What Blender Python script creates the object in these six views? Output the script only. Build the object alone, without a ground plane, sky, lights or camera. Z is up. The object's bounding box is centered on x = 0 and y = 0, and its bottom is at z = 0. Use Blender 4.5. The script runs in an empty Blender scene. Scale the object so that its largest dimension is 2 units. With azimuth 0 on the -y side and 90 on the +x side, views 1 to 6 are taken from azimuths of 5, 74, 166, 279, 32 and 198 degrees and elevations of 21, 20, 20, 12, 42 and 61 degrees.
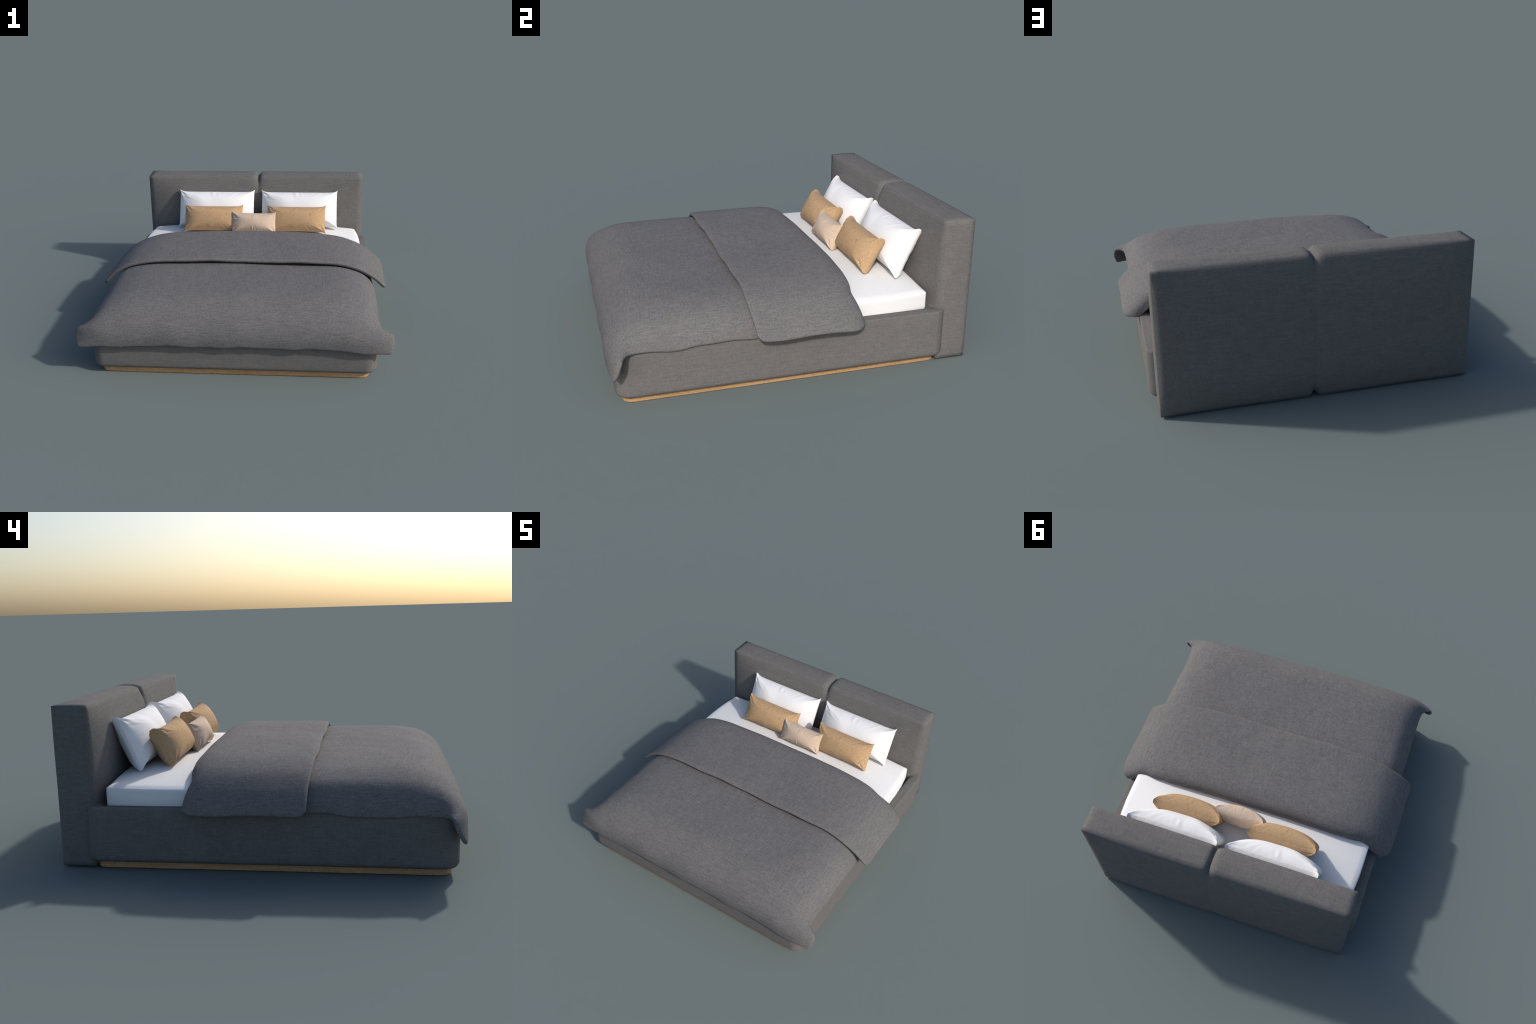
"""Upholstered double bed with folded duvet, two pillows and three cushions."""
import bpy, math
import numpy as np
from mathutils import Vector, noise

# ------------------------------------------------------------------ helpers
def smooth(mesh):
    mesh.polygons.foreach_set("use_smooth", [True] * len(mesh.polygons))

def make_object(name, verts, faces, material, parent=None, location=(0, 0, 0)):
    me = bpy.data.meshes.new(name)
    me.from_pydata([tuple(v) for v in verts], [], faces)
    me.validate()
    smooth(me)
    me.materials.append(material)
    ob = bpy.data.objects.new(name, me)
    bpy.context.scene.collection.objects.link(ob)
    ob.location = location
    if parent:
        ob.parent = parent
    return ob

def make_empty(name, label=None, category=None, parent=None):
    ob = bpy.data.objects.new(name, None)
    ob.empty_display_size = 0.1
    bpy.context.scene.collection.objects.link(ob)
    if label:
        ob["label"] = label
        ob["category"] = category
    if parent:
        ob.parent = parent
    return ob

def add_modifier(ob, kind, **settings):
    m = ob.modifiers.new(kind.lower(), kind)
    for k, v in settings.items():
        setattr(m, k, v)
    return m

def lerp(a, b, t):
    return a + (b - a) * t

def catmull(points, n):
    """Resample a list of control rows to n rows with a Catmull-Rom spline,
    evenly spaced along the length of its first three columns."""
    p = np.array(points, float)
    p = np.vstack([2 * p[0] - p[1], p, 2 * p[-1] - p[-2]])
    dense = []
    for i in range(1, len(p) - 2):
        for t in np.linspace(0, 1, 24, endpoint=False):
            a, b, c, d = p[i - 1:i + 3]
            dense.append(0.5 * (2 * b + (c - a) * t + (2 * a - 5 * b + 4 * c - d) * t * t
                                + (3 * b - a - 3 * c + d) * t ** 3))
    dense.append(p[-2])
    dense = np.array(dense)
    s = np.r_[0, np.cumsum(np.linalg.norm(np.diff(dense[:, :2], axis=0), axis=1))]
    q = np.linspace(0, s[-1], n)
    return np.stack([np.interp(q, s, dense[:, k]) for k in range(dense.shape[1])], 1)

# ---------------------------------------------------------------- materials
class Nodes:
    def __init__(self, name):
        self.mat = bpy.data.materials.new(name)
        self.mat.use_nodes = True
        self.t = self.mat.node_tree
        self.bsdf = self.t.nodes["Principled BSDF"]
        self.out = self.t.nodes["Material Output"]

    def new(self, kind, **kw):
        n = self.t.nodes.new(kind)
        for k, v in kw.items():
            setattr(n, k, v)
        return n

    def link(self, a, b):
        self.t.links.new(a, b)

    def coords(self, scale=(1, 1, 1), rotation=(0, 0, 0)):
        tc = self.new("ShaderNodeTexCoord")
        mp = self.new("ShaderNodeMapping")
        mp.inputs["Scale"].default_value = scale
        mp.inputs["Rotation"].default_value = rotation
        self.link(tc.outputs["Object"], mp.inputs["Vector"])
        return mp.outputs["Vector"]

    def noise(self, scale, detail=2.0, rough=0.5, rotation=(0, 0, 0)):
        """Noise texture; `scale` is a triple of cycles per metre."""
        n = self.new("ShaderNodeTexNoise")
        n.inputs["Scale"].default_value = 1.0
        n.inputs["Detail"].default_value = detail
        n.inputs["Roughness"].default_value = rough
        self.link(self.coords(scale, rotation), n.inputs["Vector"])
        return n.outputs["Fac"]

    def math(self, op, a, b=None, c=None):
        n = self.new("ShaderNodeMath", operation=op)
        for i, v in enumerate((a, b, c)):
            if v is None:
                continue
            if isinstance(v, (int, float)):
                n.inputs[i].default_value = v
            else:
                self.link(v, n.inputs[i])
        return n.outputs[0]

    def ramp(self, fac, stops):
        n = self.new("ShaderNodeValToRGB")
        e = n.color_ramp.elements
        while len(e) < len(stops):
            e.new(0.5)
        for el, (pos, col) in zip(e, stops):
            el.position = pos
            el.color = (*col, 1) if len(col) == 3 else col
        self.link(fac, n.inputs["Fac"])
        return n.outputs["Color"]

    def mix(self, fac, a, b, blend="MIX"):
        n = self.new("ShaderNodeMix", data_type="RGBA", blend_type=blend)
        for sock, v in ((n.inputs[0], fac), (n.inputs[6], a), (n.inputs[7], b)):
            if isinstance(v, (int, float)):
                sock.default_value = v
            elif isinstance(v, tuple):
                sock.default_value = (*v, 1)
            else:
                self.link(v, sock)
        return n.outputs[2]

    def bump(self, height, strength, distance):
        n = self.new("ShaderNodeBump")
        n.inputs["Strength"].default_value = strength
        n.inputs["Distance"].default_value = distance
        self.link(height, n.inputs["Height"])
        self.link(n.outputs["Normal"], self.bsdf.inputs["Normal"])


def fabric(name, base, contrast, thread, stretch, tint=None, flecks=0.0, bump=0.25,
           mottle=0.08, sheen=0.0, slubs=0.8):
    """Woven cloth: thread noise along x, y and z, broad mottling, dark flecks."""
    n = Nodes(name)
    t, s = thread, thread / stretch
    along_x = n.noise((s, t, t), 2.0, 0.6)
    along_y = n.noise((t, s, t), 2.0, 0.6)
    along_z = n.noise((t, t, s), 2.0, 0.6)
    slub_x = n.noise((s * 0.22, t * 0.6, t * 0.6), 1.0)
    slub_y = n.noise((t * 0.6, s * 0.22, t * 0.6), 1.0)
    weave = n.math("ADD", n.math("ADD", along_x, along_y), along_z)      # about 1.5
    weave = n.math("SUBTRACT", weave, 1.5)
    slub = n.math("SUBTRACT", n.math("ADD", slub_x, slub_y), 1.0)
    weave = n.math("ADD", weave, n.math("MULTIPLY", slub, slubs))
    broad = n.math("SUBTRACT", n.noise((14, 14, 14), 3.0, 0.6), 0.5)
    value = n.math("ADD", n.math("MULTIPLY", weave, contrast),
                   n.math("MULTIPLY", broad, mottle * 2.5))
    value = n.math("ADD", value, 1.0)
    tint = tint or base
    colour = n.mix(n.ramp(n.noise((t * 0.3, t * 0.3, t * 0.3), 2.0),
                          [(0.35, (0, 0, 0)), (0.65, (1, 1, 1))]), base, tint)
    scaled = n.new("ShaderNodeVectorMath", operation="SCALE")
    n.link(colour, scaled.inputs[0])
    n.link(value, scaled.inputs["Scale"])
    colour = scaled.outputs[0]
    if flecks:
        spot = n.ramp(n.noise((70, 70, 70), 1.0), [(0.735, (0, 0, 0)), (0.79, (1, 1, 1))])
        colour = n.mix(n.math("MULTIPLY", spot, flecks), colour,
                       tuple(c * 0.55 for c in base))
    n.link(colour, n.bsdf.inputs["Base Color"])
    n.bsdf.inputs["Roughness"].default_value = 0.9
    n.bsdf.inputs["Specular IOR Level"].default_value = 0.15
    n.bsdf.inputs["Sheen Weight"].default_value = sheen
    n.bump(weave, bump, 0.0015)
    return n


UPHOLSTERY = fabric("grey_upholstery", (0.154, 0.145, 0.137), 0.45, 330, 9,
                    tint=(0.142, 0.139, 0.140), flecks=0.5).mat
DUVET = fabric("grey_duvet_linen", (0.158, 0.150, 0.147), 0.55, 240, 3.2,
               tint=(0.145, 0.144, 0.150), flecks=0.5, bump=0.35, mottle=0.04, slubs=0.9).mat
WHITE_COTTON = fabric("white_cotton", (0.83, 0.83, 0.84), 0.03, 420, 4, bump=0.08,
                      mottle=0.01).mat
PINK_LINEN = fabric("blush_linen", (0.60, 0.465, 0.36), 0.05, 420, 4, bump=0.08,
                    mottle=0.03).mat

def mattress_material():
    n = Nodes("white_quilted_ticking")
    a = n.new("ShaderNodeTexVoronoi", feature="F1")
    a.inputs["Scale"].default_value = 1.0
    n.link(n.coords((150, 150, 150)), a.inputs["Vector"])
    h = a.outputs["Distance"]
    n.link(n.ramp(h, [(0.0, (0.86, 0.86, 0.865)), (0.8, (0.81, 0.81, 0.815))]),
           n.bsdf.inputs["Base Color"])
    n.bsdf.inputs["Roughness"].default_value = 0.85
    n.bsdf.inputs["Specular IOR Level"].default_value = 0.2
    n.bump(h, 0.25, 0.002)
    return n.mat

def tan_material():
    """Burlap-coloured weave with two dark specks and one pale knot."""
    n = fabric("tan_burlap", (0.468, 0.308, 0.172), 0.34, 300, 4, tint=(0.49, 0.325, 0.185),
               flecks=0.25, bump=0.3, mottle=0.06)
    colour = n.bsdf.inputs["Base Color"].links[0].from_socket
    for centre, radius, col in (((0.105, 0, 0.028), 0.0032, (0.10, 0.06, 0.03)),
                                ((0.106, 0, 0.013), 0.0030, (0.12, 0.07, 0.03)),
                                ((0.187, 0, -0.072), 0.0036, (0.80, 0.66, 0.45))):
        tc = n.new("ShaderNodeTexCoord")
        flat = n.new("ShaderNodeVectorMath", operation="MULTIPLY")
        flat.inputs[1].default_value = (1, 0, 1)
        n.link(tc.outputs["Object"], flat.inputs[0])
        d = n.new("ShaderNodeVectorMath", operation="DISTANCE")
        n.link(flat.outputs[0], d.inputs[0])
        d.inputs[1].default_value = centre
        sep = n.new("ShaderNodeSeparateXYZ")
        n.link(tc.outputs["Object"], sep.inputs[0])
        front = n.math("LESS_THAN", sep.outputs["Y"], 0.0)
        mask = n.math("MULTIPLY", n.math("LESS_THAN", d.outputs["Value"], radius), front)
        colour = n.mix(n.math("MULTIPLY", mask, 0.75), colour, col)
    n.link(colour, n.bsdf.inputs["Base Color"])
    return n.mat

def oak_material():
    n = Nodes("light_oak")
    def streaks(axis_scale):
        return n.noise(axis_scale, 4.0, 0.6)
    grain = n.math("MULTIPLY", n.math("ADD", streaks((5, 90, 140)), streaks((90, 5, 140))), 0.5)
    fine = n.math("MULTIPLY", n.math("ADD", streaks((20, 500, 600)), streaks((500, 20, 600))), 0.5)
    f = n.math("ADD", n.math("MULTIPLY", grain, 0.7), n.math("MULTIPLY", fine, 0.3))
    n.link(n.ramp(f, [(0.36, (0.30, 0.160, 0.072)), (0.5, (0.45, 0.268, 0.128)),
                      (0.62, (0.56, 0.36, 0.19))]), n.bsdf.inputs["Base Color"])
    n.bsdf.inputs["Roughness"].default_value = 0.55
    n.bump(f, 0.15, 0.001)
    return n.mat

MATTRESS, TAN_LINEN, OAK = mattress_material(), tan_material(), oak_material()

# ---------------------------------------------------------- lofted box parts
def rounded_rect(x0, x1, y0, y1, r, inset=0.0, per_corner=12, per_side=14):
    """Closed outline of a rounded rectangle, shrunk inwards by `inset`."""
    r_in = max(r - inset, 0.004)
    x0, x1, y0, y1 = x0 + inset, x1 - inset, y0 + inset, y1 - inset
    centres = ((x1 - r_in, y1 - r_in, 0), (x0 + r_in, y1 - r_in, 90),
               (x0 + r_in, y0 + r_in, 180), (x1 - r_in, y0 + r_in, 270))
    pts = []
    for k, (cx, cy, a0) in enumerate(centres):
        for i in range(per_corner + 1):
            a = math.radians(a0 + 90 * i / per_corner)
            pts.append((cx + r_in * math.cos(a), cy + r_in * math.sin(a)))
        nx, ny, na = centres[(k + 1) % 4]
        b = math.radians(na)
        end = (nx + r_in * math.cos(b), ny + r_in * math.sin(b))
        start = pts[-1]
        for i in range(1, per_side):
            t = i / per_side
            pts.append((lerp(start[0], end[0], t), lerp(start[1], end[1], t)))
    return pts

def loft_rings(rings):
    """Faces through stacked closed rings of equal length, capped at both ends."""
    n = len(rings[0])
    verts = [p for ring in rings for p in ring]
    faces = []
    for j in range(len(rings) - 1):
        for i in range(n):
            k = (i + 1) % n
            faces.append((j * n + i, j * n + k, (j + 1) * n + k, (j + 1) * n + i))
    faces.append(tuple(range(n - 1, -1, -1)))
    faces.append(tuple((len(rings) - 1) * n + i for i in range(n)))
    return verts, faces

def build_frame(parent):
    # (inset, z): rolled-under bottom edge, plain side, tight top edge, ledge, mattress well
    bottom_r, top_r = 0.032, 0.006
    profile = [(0.10, 0.036), (bottom_r, 0.037)]
    for a in np.linspace(10, 90, 8):
        profile.append((bottom_r * (1 - math.sin(math.radians(a))),
                        0.037 + bottom_r * (1 - math.cos(math.radians(a)))))
    for z in (0.11, 0.16, 0.21, 0.26):
        profile.append((0.0005, z))
    for a in np.linspace(0, 90, 6):
        profile.append((top_r * (1 - math.cos(math.radians(a))) + 0.0005,
                        0.3055 + top_r * math.sin(math.radians(a))))
    profile += [(0.010, 0.3117), (0.030, 0.3120), (0.060, 0.311), (0.066, 0.305), (0.070, 0.27)]
    rings = []
    for inset, z in profile:
        ring = []
        for x, y in rounded_rect(-0.890, 0.890, -0.957, 0.826, 0.075, inset):
            w = noise.noise(Vector((x * 4, y * 4, z * 9))) * 0.002
            ring.append((x + w * np.sign(x), y, z + (w * 0.5 if z > 0.25 else 0)))
        rings.append(ring)
    v, f = loft_rings(rings)
    return make_object("bed_frame", v, f, UPHOLSTERY, parent)

def build_plinth(parent):
    rings = [[(x, y, z) for x, y in rounded_rect(-0.843, 0.843, -0.925, 0.796, 0.055, i, 3, 8)]
             for i, z in ((0.002, 0.0), (0.0, 0.002), (0.0, 0.040), (0.004, 0.044))]
    v, f = loft_rings(rings)
    ob = make_object("plinth", v, f, OAK, parent)
    ob.data.set_sharp_from_angle(angle=math.radians(20))
    return ob

def build_mattress(parent):
    x0, x1, y0, y1 = -0.827, 0.827, -0.80, 0.744
    cx, cy = 0.0, (y0 + y1) / 2
    rings = []
    def ring(inset, z, scale=1.0, crown=0.0):
        out = []
        for x, y in rounded_rect(x0, x1, y0, y1, 0.014, inset):
            # sides swell between the corners, the top rises to a soft crown
            a, b = (x - cx) / 0.83, (y - cy) / 0.82
            puff = 0.002 * (1 - min(1, abs(a * b)) ** 3)
            px, py = cx + (x - cx) * scale, cy + (y - cy) * scale
            # drawn-in corners at the head end
            corner = max(0.0, (py - 0.42) / 0.324) ** 2.2
            px *= 1 - 0.034 * corner
            py -= 0.010 * corner * abs(a) ** 6
            if scale == 1.0:
                px += puff * np.sign(a) * (abs(a) > 0.95)
            zz = z
            if crown:
                u, w = (px - cx) / 0.832, (py - cy) / 0.821
                zz = z + crown * ((1 - abs(u) ** 2.6) * (1 - abs(w) ** 7)) ** 0.8
            out.append((px, py, zz))
        return out
    rings.append(ring(0.004, 0.272))
    rings.append(ring(0.000, 0.31))
    for z in (0.330, 0.350, 0.368, 0.380):
        rings.append(ring(0.0, z))
    for a in np.linspace(15, 75, 5):
        r = 0.011
        rings.append(ring(r * (1 - math.cos(math.radians(a))), 0.383 + r * math.sin(math.radians(a))))
    for s in (0.972, 0.955, 0.93, 0.90, 0.86, 0.82, 0.77, 0.7, 0.6, 0.5, 0.38, 0.25, 0.12, 0.02):
        rings.append(ring(0.0, 0.394, s, 0.058))
    v, f = loft_rings(rings)
    return make_object("mattress", v, f, MATTRESS, parent)

# ------------------------------------------------------------------ headboard
def box_lattice(params):
    """Surface points of a cube whose three lattices are the given -1..1 parameters."""
    n = [len(p) - 1 for p in params]
    index, pts, faces = {}, [], []
    def vid(i, j, k):
        key = (i, j, k)
        if key not in index:
            index[key] = len(pts)
            pts.append((params[0][i], params[1][j], params[2][k]))
        return index[key]
    for axis in range(3):
        u, w = (axis + 1) % 3, (axis + 2) % 3
        for side in (0, n[axis]):
            for i in range(n[u]):
                for j in range(n[w]):
                    quad = []
                    for di, dj in ((0, 0), (1, 0), (1, 1), (0, 1)):
                        c = [0, 0, 0]
                        c[axis], c[u], c[w] = side, i + di, j + dj
                        quad.append(vid(*c))
                    faces.append(tuple(quad if side else quad[::-1]))
    return pts, faces

def build_headboard(parent):
    """One padded slab drawn in along a seam slightly right of the middle: a notch at
    top and bottom, a shallow valley on the front, nearly nothing on the back.
    Padding is broad: straight outer edges, faces that swell, pinched corners."""
    seam, half_width = 0.031, 0.851
    z0, z1, y_front, y_back = 0.008, 0.802, 0.790, 0.958
    def swell(a, p):
        return max(0.0, 1 - abs(a) ** p)
    right = [0.010, 0.022, 0.034, 0.060, 0.11, 0.20, 0.35, 0.52, 0.68, 0.80, 0.89, 0.955, 1.0]
    left = [0.012, 0.026, 0.042, 0.070, 0.12, 0.20, 0.35, 0.52, 0.68, 0.80, 0.89, 0.955, 1.0]
    width = [-a for a in reversed(left)] + [0.0] + right
    depth = [-1, -0.72, -0.38, 0, 0.38, 0.72, 1]
    half = [0.17, 0.36, 0.54, 0.69, 0.80, 0.88, 0.945, 1.0]
    height = [-b for b in reversed(half)] + [0.0] + half
    pts, faces = box_lattice((width, depth, height))
    verts = []
    for a, c, b in pts:                   # a: across, c: depth, b: height
        t, side = abs(a), (1 if a > 0 else -1)
        x = lerp(seam, half_width * side, t)
        y = lerp(y_front, y_back, (c + 1) / 2)
        z = lerp(z0, z1, (b + 1) / 2)
        d = abs(x - seam)
        y += c * (0.042 if c > 0 else 0.048) * swell(t, 7.0) * swell(b, 4.2)
        z += b * (0.013 if b > 0 else 0.006) * swell(t, 9.0) * swell(c, 2.6)
        x += side * t * 0.008 * swell(b, 9.0) * swell(c, 2.6)
        # the left pad rolls into the seam more broadly than the right one
        reach = 0.040 if side < 0 else 0.028
        into = max(0.0, 1 - d / reach) ** 1.7
        near_end = max(0.0, 1 - (1 - abs(b)) * 0.397 / 0.06)
        z -= b * 0.026 * into * abs(b) ** 8
        soft = max(0.0, 1 - d / 0.10) ** 2
        if c < 0:
            y -= c * ((0.005 + 0.014 * near_end) * into + 0.006 * soft)
        else:
            y -= c * ((0.0025 + 0.018 * near_end ** 1.5) * into + 0.004 * soft)
        y += c * noise.noise(Vector((x * 3, y * 3, z * 3 + 5))) * 0.0025
        verts.append((x, y, z))
    return make_object("headboard", verts, faces, UPHOLSTERY, parent)

# ---------------------------------------------------------------------- duvet
def arch_samples(table, n):
    """Half cross-section (x share, drop share) evenly spaced along its length."""
    rows = [(x * 0.92, -h * 0.2) for x, h in table]
    r = catmull(rows, n)
    return [(p[0] / 0.92, -p[1] / 0.2) for p in r]

def sheet(rows, arch, n_across, wobble, hem_wave):
    """Loft a cloth through rows (yc, zc, xe, ye, ze, flat): centre height, edge
    position and how far the arched section has flattened into a hanging flap."""
    half = arch_samples(arch, n_across)
    us = [-i for i in range(n_across - 1, 0, -1)] + list(range(n_across))
    verts, faces, width = [], [], len(us)
    for r, (yc, zc, xe, ye, ze, flat) in enumerate(rows):
        for i in us:
            s = 1 if i >= 0 else -1
            ax, ah = half[abs(i)]
            q = abs(i) / (n_across - 1)
            fx, fh = lerp(ax, q, flat), lerp(ah, q ** 3, flat)
            fy = lerp(ah, q ** 13, flat)
            x = s * xe * fx
            y = lerp(yc, ye, fy)
            z = lerp(zc, ze, fh)
            dx, dy, dz = wobble(x, y, z, s, q, r / (len(rows) - 1))
            dz += hem_wave(x, y, s) * (ah if flat < 0.5 else 1.0)
            verts.append((x + dx, y + dy, z + dz))
    for j in range(len(rows) - 1):
        for i in range(width - 1):
            a = j * width + i
            faces.append((a, a + width, a + width + 1, a + 1))
    return verts, faces

def noise3(x, y, z, f, seed):
    return noise.noise(Vector((x * f + seed, y * f + seed * 0.7, z * f)))

def build_duvet():
    duvet = make_empty("duvet", "thick grey linen duvet draped and turned back at the top", "duvet")
    # ---- lower layer, from under the fold to the foot flap
    rows = catmull([
        (0.160, 0.468, 0.890, 0.16, 0.312, 0),
        (-0.10, 0.470, 0.894, -0.10, 0.306, 0),
        (-0.28, 0.481, 0.906, -0.27, 0.300, 0),
        (-0.50, 0.485, 0.908, -0.48, 0.293, 0),
        (-0.68, 0.484, 0.908, -0.65, 0.289, 0),
        (-0.79, 0.475, 0.911, -0.77, 0.290, 0.05),
        (-0.855, 0.456, 0.915, -0.845, 0.295, 0.09),
        (-0.907, 0.429, 0.926, -0.882, 0.300, 0.16),
        (-0.947, 0.391, 0.952, -0.906, 0.304, 0.31),
        (-0.977, 0.346, 0.976, -0.925, 0.301, 0.56),
        (-0.993, 0.295, 0.986, -0.938, 0.280, 0.82),
        (-0.995, 0.255, 0.988, -0.952, 0.238, 0.97),
        (-0.991, 0.217, 0.970, -0.976, 0.188, 1.0)], 66)
    arch = [(0, 0), (0.25, 0.002), (0.44, 0.012), (0.60, 0.03), (0.70, 0.06), (0.76, 0.10),
            (0.80, 0.14), (0.85, 0.21), (0.885, 0.275), (0.92, 0.385), (0.955, 0.545),
            (0.985, 0.76), (1, 1)]
    def wobble(x, y, z, s, q, t):
        n1, n2 = noise3(x, y, z, 3.2, 4.1), noise3(x, y, z, 8.0, 9.3)
        out = 0.005 * n1 + 0.0022 * n2
        foot = max(0.0, min(1.0, (-0.86 - y) / 0.1))
        ripple = 0.004 * math.sin(x * 17 + 1.2) * foot * max(0, 1 - abs(x) / 0.95)
        # the left corner of the flap curls back further than the right one
        curl = 0.018 * foot * q ** 10 * max(0.0, min(1.0, (z - 0.20) / 0.07)) if s < 0 else 0.0
        return (s * out * q ** 4, curl - ripple * t ** 6 + foot * out * 0.6, out * (1 - q ** 4))
    def hem(x, y, s):
        side = 0.006 * math.sin(y * 15 + (2.0 if s > 0 else 0.3)) + 0.003 * math.sin(y * 31)
        foot = 0.005 * math.sin(x * 13 + 0.6) + 0.003 * math.sin(x * 29)
        return side if y > -0.85 else foot * 0.8
    v, f = sheet(rows, arch, 46, wobble, hem)
    lower = make_object("duvet_body", v, f, DUVET, duvet)

    # ---- turned-back layer, from its free hem over the top to the rolled head end
    rows = catmull([
        (-0.274, 0.489, 0.950, -0.254, 0.322, 0),
        (-0.262, 0.496, 0.963, -0.244, 0.311, 0),
        (-0.235, 0.499, 0.970, -0.222, 0.302, 0),
        (-0.14, 0.502, 0.967, -0.12, 0.297, 0),
        (0.00, 0.503, 0.966, 0.00, 0.297, 0),
        (0.14, 0.505, 0.966, 0.13, 0.298, 0),
        (0.215, 0.507, 0.966, 0.205, 0.297, 0.06),
        (0.262, 0.503, 0.963, 0.255, 0.295, 0.13),
        (0.296, 0.491, 0.950, 0.288, 0.297, 0.16),
        (0.309, 0.473, 0.930, 0.304, 0.303, 0.16),
        (0.304, 0.456, 0.910, 0.306, 0.309, 0.14),
        (0.280, 0.450, 0.898, 0.285, 0.312, 0.10),
        (0.200, 0.447, 0.892, 0.20, 0.312, 0)], 54)
    arch = [(0, 0), (0.25, 0.0), (0.42, 0.008), (0.55, 0.04), (0.66, 0.095), (0.74, 0.17),
            (0.80, 0.255), (0.84, 0.34), (0.88, 0.455), (0.92, 0.59), (0.96, 0.77),
            (0.985, 0.90), (1, 1)]
    def wobble(x, y, z, s, q, t):
        n1, n2 = noise3(x, y, z, 3.0, 17.3), noise3(x, y, z, 9.0, 2.9)
        out = 0.005 * n1 + 0.002 * n2
        front = max(0.0, min(1.0, (-0.12 - y) / 0.14))
        lift = front * (0.0035 * (1 - math.exp(-((x - 0.03) / 0.22) ** 2)) - 0.001)
        edge = front * (0.004 * math.sin(x * 9 + 2.0) + 0.0022 * math.sin(x * 21 + 0.5))
        # the roll pinches in where it bends over the mattress edge
        roll = max(0.0, min(1.0, (y - 0.2) / 0.1))
        pinch = -0.012 * roll * math.exp(-((abs(x) - 0.765) / 0.045) ** 2)
        pinch -= 0.010 * roll * math.exp(-((z - 0.40) / 0.05) ** 2) * (abs(x) > 0.6)
        return (s * out * q ** 4, edge + pinch, (out + lift) * (1 - q ** 4))
    def hem(x, y, s):
        return 0.004 * math.sin(y * 14 + (0.5 if s > 0 else 2.2))
    v, f = sheet(rows, arch, 46, wobble, hem)
    fold = make_object("duvet_fold", v, f, DUVET, duvet)
    for ob, thick in ((lower, 0.022), (fold, 0.023)):
        add_modifier(ob, "SOLIDIFY", thickness=thick, offset=-1.0, use_even_offset=True)
        add_modifier(ob, "SUBSURF", levels=2, render_levels=2)
    return duvet

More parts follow.
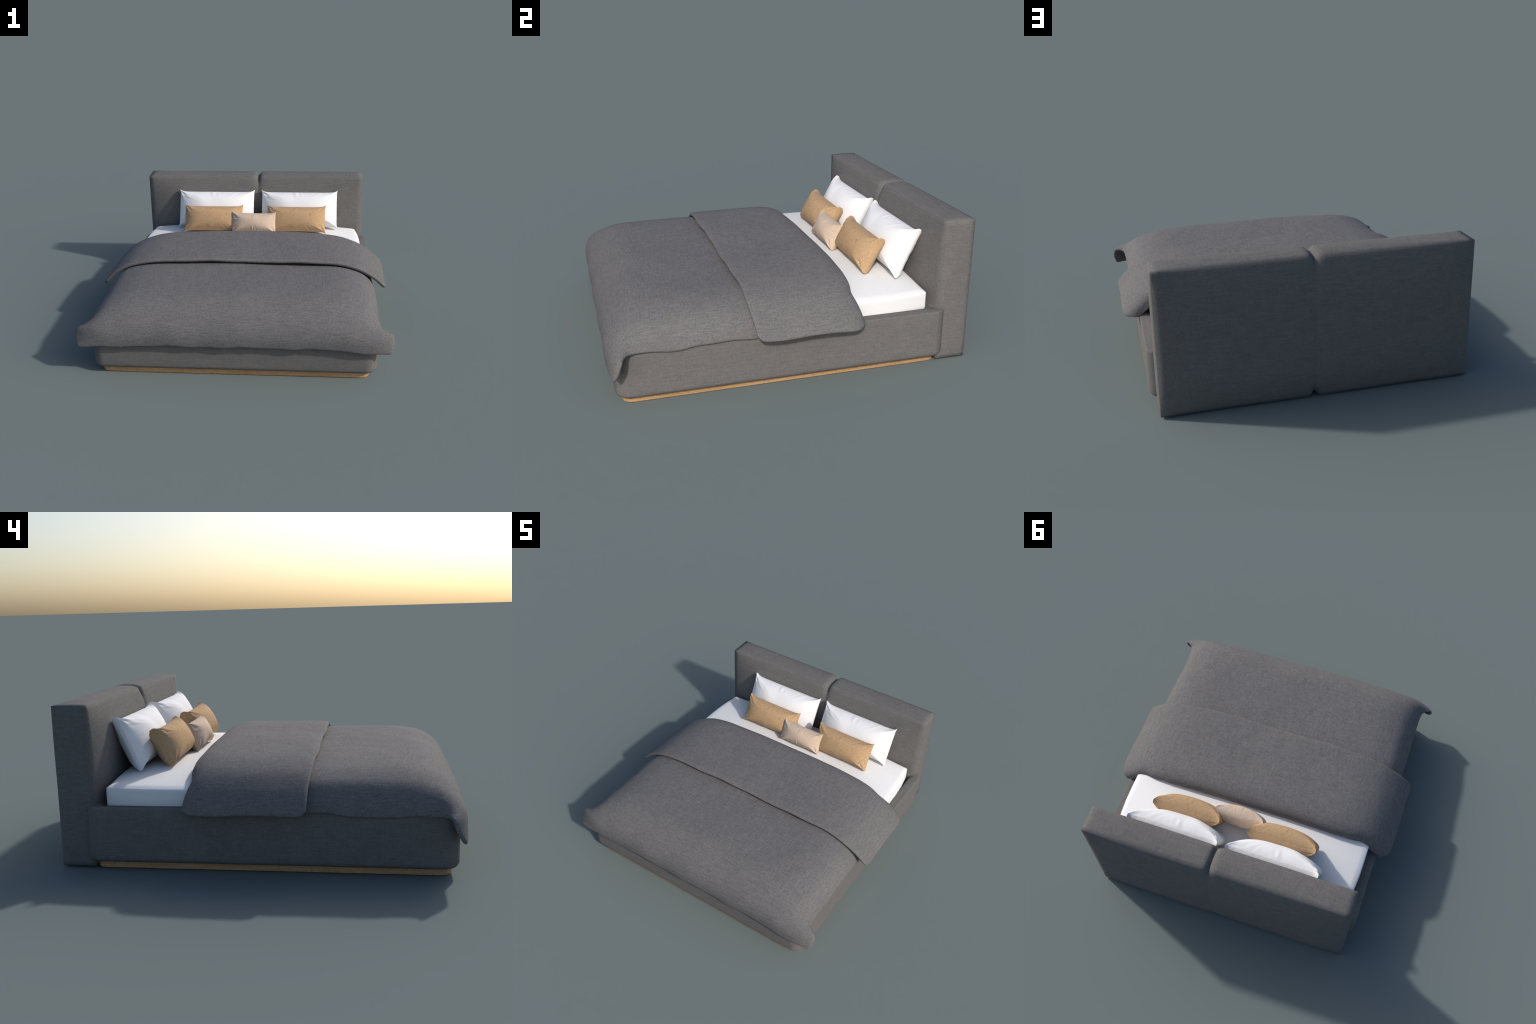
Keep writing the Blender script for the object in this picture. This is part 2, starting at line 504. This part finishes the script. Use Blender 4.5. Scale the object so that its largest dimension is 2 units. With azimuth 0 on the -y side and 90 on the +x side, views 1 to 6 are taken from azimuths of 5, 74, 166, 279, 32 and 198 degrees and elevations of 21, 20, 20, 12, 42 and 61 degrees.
# -------------------------------------------------------------------- pillows
def pillow_mesh(name, width, height, thickness, material, seed, ear=0.013, rim=0.006):
    """Knife-edge pillow in the xz plane, bulging along y, with pointed corners,
    hip-like ridges running in from the corners and puckers at the seams."""
    nu, nv = 72, 44
    hw, hh = width / 2, height / 2
    def axis(i, n):
        t = 2 * i / n - 1
        return lerp(t, math.sin(t * math.pi / 2), 0.75)
    def outline(u, v):
        """Seam shape: edges drawn in between the pointed corners."""
        cu = 1 - math.exp(-(1 - abs(u)) * hw / 0.020)
        cv = 1 - math.exp(-(1 - abs(v)) * hh / 0.020)
        x = u * (hw - ear * 0.35 * cv * abs(u) ** 3)
        z = v * (hh - ear * cu * abs(v) ** 3)
        return x, z
    def bulge(u, v):
        """Padded hip roof: height grows away from the nearest seam, ridges from corners."""
        a, b = 1 - abs(u) ** 2.0, 1 - abs(v) ** 1.75
        if min(a, b) < 1e-6:
            return 0.0
        a, b = a ** 0.74, b ** 0.84
        n = 6.0
        return ((a ** -n + b ** -n) / 2) ** (-1 / n)

    def puckers(u, v, x, z, front):
        du, dv = (1 - abs(u)) * hw, (1 - abs(v)) * hh
        k = 0.0
        # short gathers in the middle of the long seams
        k += 0.0062 * math.exp(-((dv - 0.018) / 0.030) ** 2) * math.exp(-(x / (0.10 * width)) ** 2) \
            * 1.5 * noise.noise(Vector((x * 62 / (width / 0.6), v * 2.5, seed)))
        # gathers on the short seams
        k += 0.0030 * math.exp(-((du - 0.02) / 0.028) ** 2) * math.exp(-(z / (0.45 * hh)) ** 2) \
            * 1.5 * noise.noise(Vector((z * 55, u * 2.5, seed * 1.7)))
        # creases that run in from the corners
        diag = math.atan2(dv, du + 1e-6)
        r = math.hypot(du, dv)
        k += 0.0075 * math.exp(-(r / (0.34 * hh + 0.022)) ** 2) * math.sin(diag * 9 + seed + (2 if front else 0)) \
            * min(1, r / 0.015)
        k += 0.0045 * noise.noise(Vector((x * 9 + seed, z * 9, 3.0 if front else 8.0)))
        # soft drag lines that fan out between the corners and the middle
        fan = math.atan2(abs(z) / hh, abs(x) / hw)
        k += 0.0034 * noise.noise(Vector((fan * 11 + seed * 2, (x > 0) + 2.0 * (z > 0), 5.0))) \
            * math.sqrt(max(0.0, min(1.0, abs(u) * abs(v) * 3)))
        return k * min(1.0, min(du, dv) / 0.012)
    verts, faces, grid = [], [], {}
    for front in (True, False):
        for i in range(nu + 1):
            for j in range(nv + 1):
                u, v = axis(i, nu), axis(j, nv)
                x, z = outline(u, v)
                y = thickness / 2 * bulge(u, v) + puckers(u, v, x, z, front) + rim / 2
                jag = 0.0012 * noise.noise(Vector((x * 60, z * 60, seed)))
                edge = 1.0 if max(abs(u), abs(v)) > 0.995 else 0.0
                grid[front, i, j] = len(verts)
                verts.append((x + jag * edge, -y if front else y, z + jag * edge))
    for i in range(nu):
        for j in range(nv):
            q = [(i, j), (i + 1, j), (i + 1, j + 1), (i, j + 1)]
            faces.append(tuple(grid[(True, *p)] for p in q))
            faces.append(tuple(grid[(False, *p)] for p in reversed(q)))
    border = [(i, 0) for i in range(nu)] + [(nu, j) for j in range(nv)] \
        + [(i, nv) for i in range(nu, 0, -1)] + [(0, j) for j in range(nv, 0, -1)]
    for p, q in zip(border, border[1:] + border[:1]):
        faces.append((grid[(True, *q)], grid[(True, *p)], grid[(False, *p)], grid[(False, *q)]))
    me = bpy.data.meshes.new(name)
    me.from_pydata(verts, [], faces)
    smooth(me)
    me.materials.append(material)
    return me

def place(name, mesh, centre, lean, label, category):
    ob = bpy.data.objects.new(name, mesh)
    bpy.context.scene.collection.objects.link(ob)
    ob.location = centre
    ob.rotation_euler = (-math.radians(lean), 0, 0)
    ob["label"], ob["category"] = label, category
    add_modifier(ob, "SUBSURF", levels=1, render_levels=1)
    return ob

def build_pillows():
    white = pillow_mesh("pillow", 0.602, 0.304, 0.182, WHITE_COTTON, 1.3, ear=0.020, rim=0.016)
    for x in (-0.2946, 0.3597):
        place("pillow", white, (x, 0.676, 0.572), 25.8,
              "white cotton pillow with pointed corners, leaning back", "pillow")
    tan = pillow_mesh("cushion", 0.455, 0.220, 0.148, TAN_LINEN, 2.1, ear=0.016, rim=0.023)
    for x in (-0.2997, 0.3415):
        place("cushion", tan, (x, 0.514, 0.542), 28.8,
              "oblong tan burlap cushion leaning on a pillow", "cushion")
    pink = pillow_mesh("small_cushion", 0.339, 0.170, 0.122, PINK_LINEN, 0.4, ear=0.011, rim=0.012)
    place("small_cushion", pink, (0.0185, 0.448, 0.532), 25.0,
          "small blush linen cushion in the middle", "cushion")

# ----------------------------------------------------------------------- bed
bed = make_empty("bed", "grey upholstered double bed with padded headboard and oak plinth", "bed")
build_plinth(bed)
build_frame(bed)
build_mattress(bed)
build_headboard(bed)
build_duvet()
build_pillows()
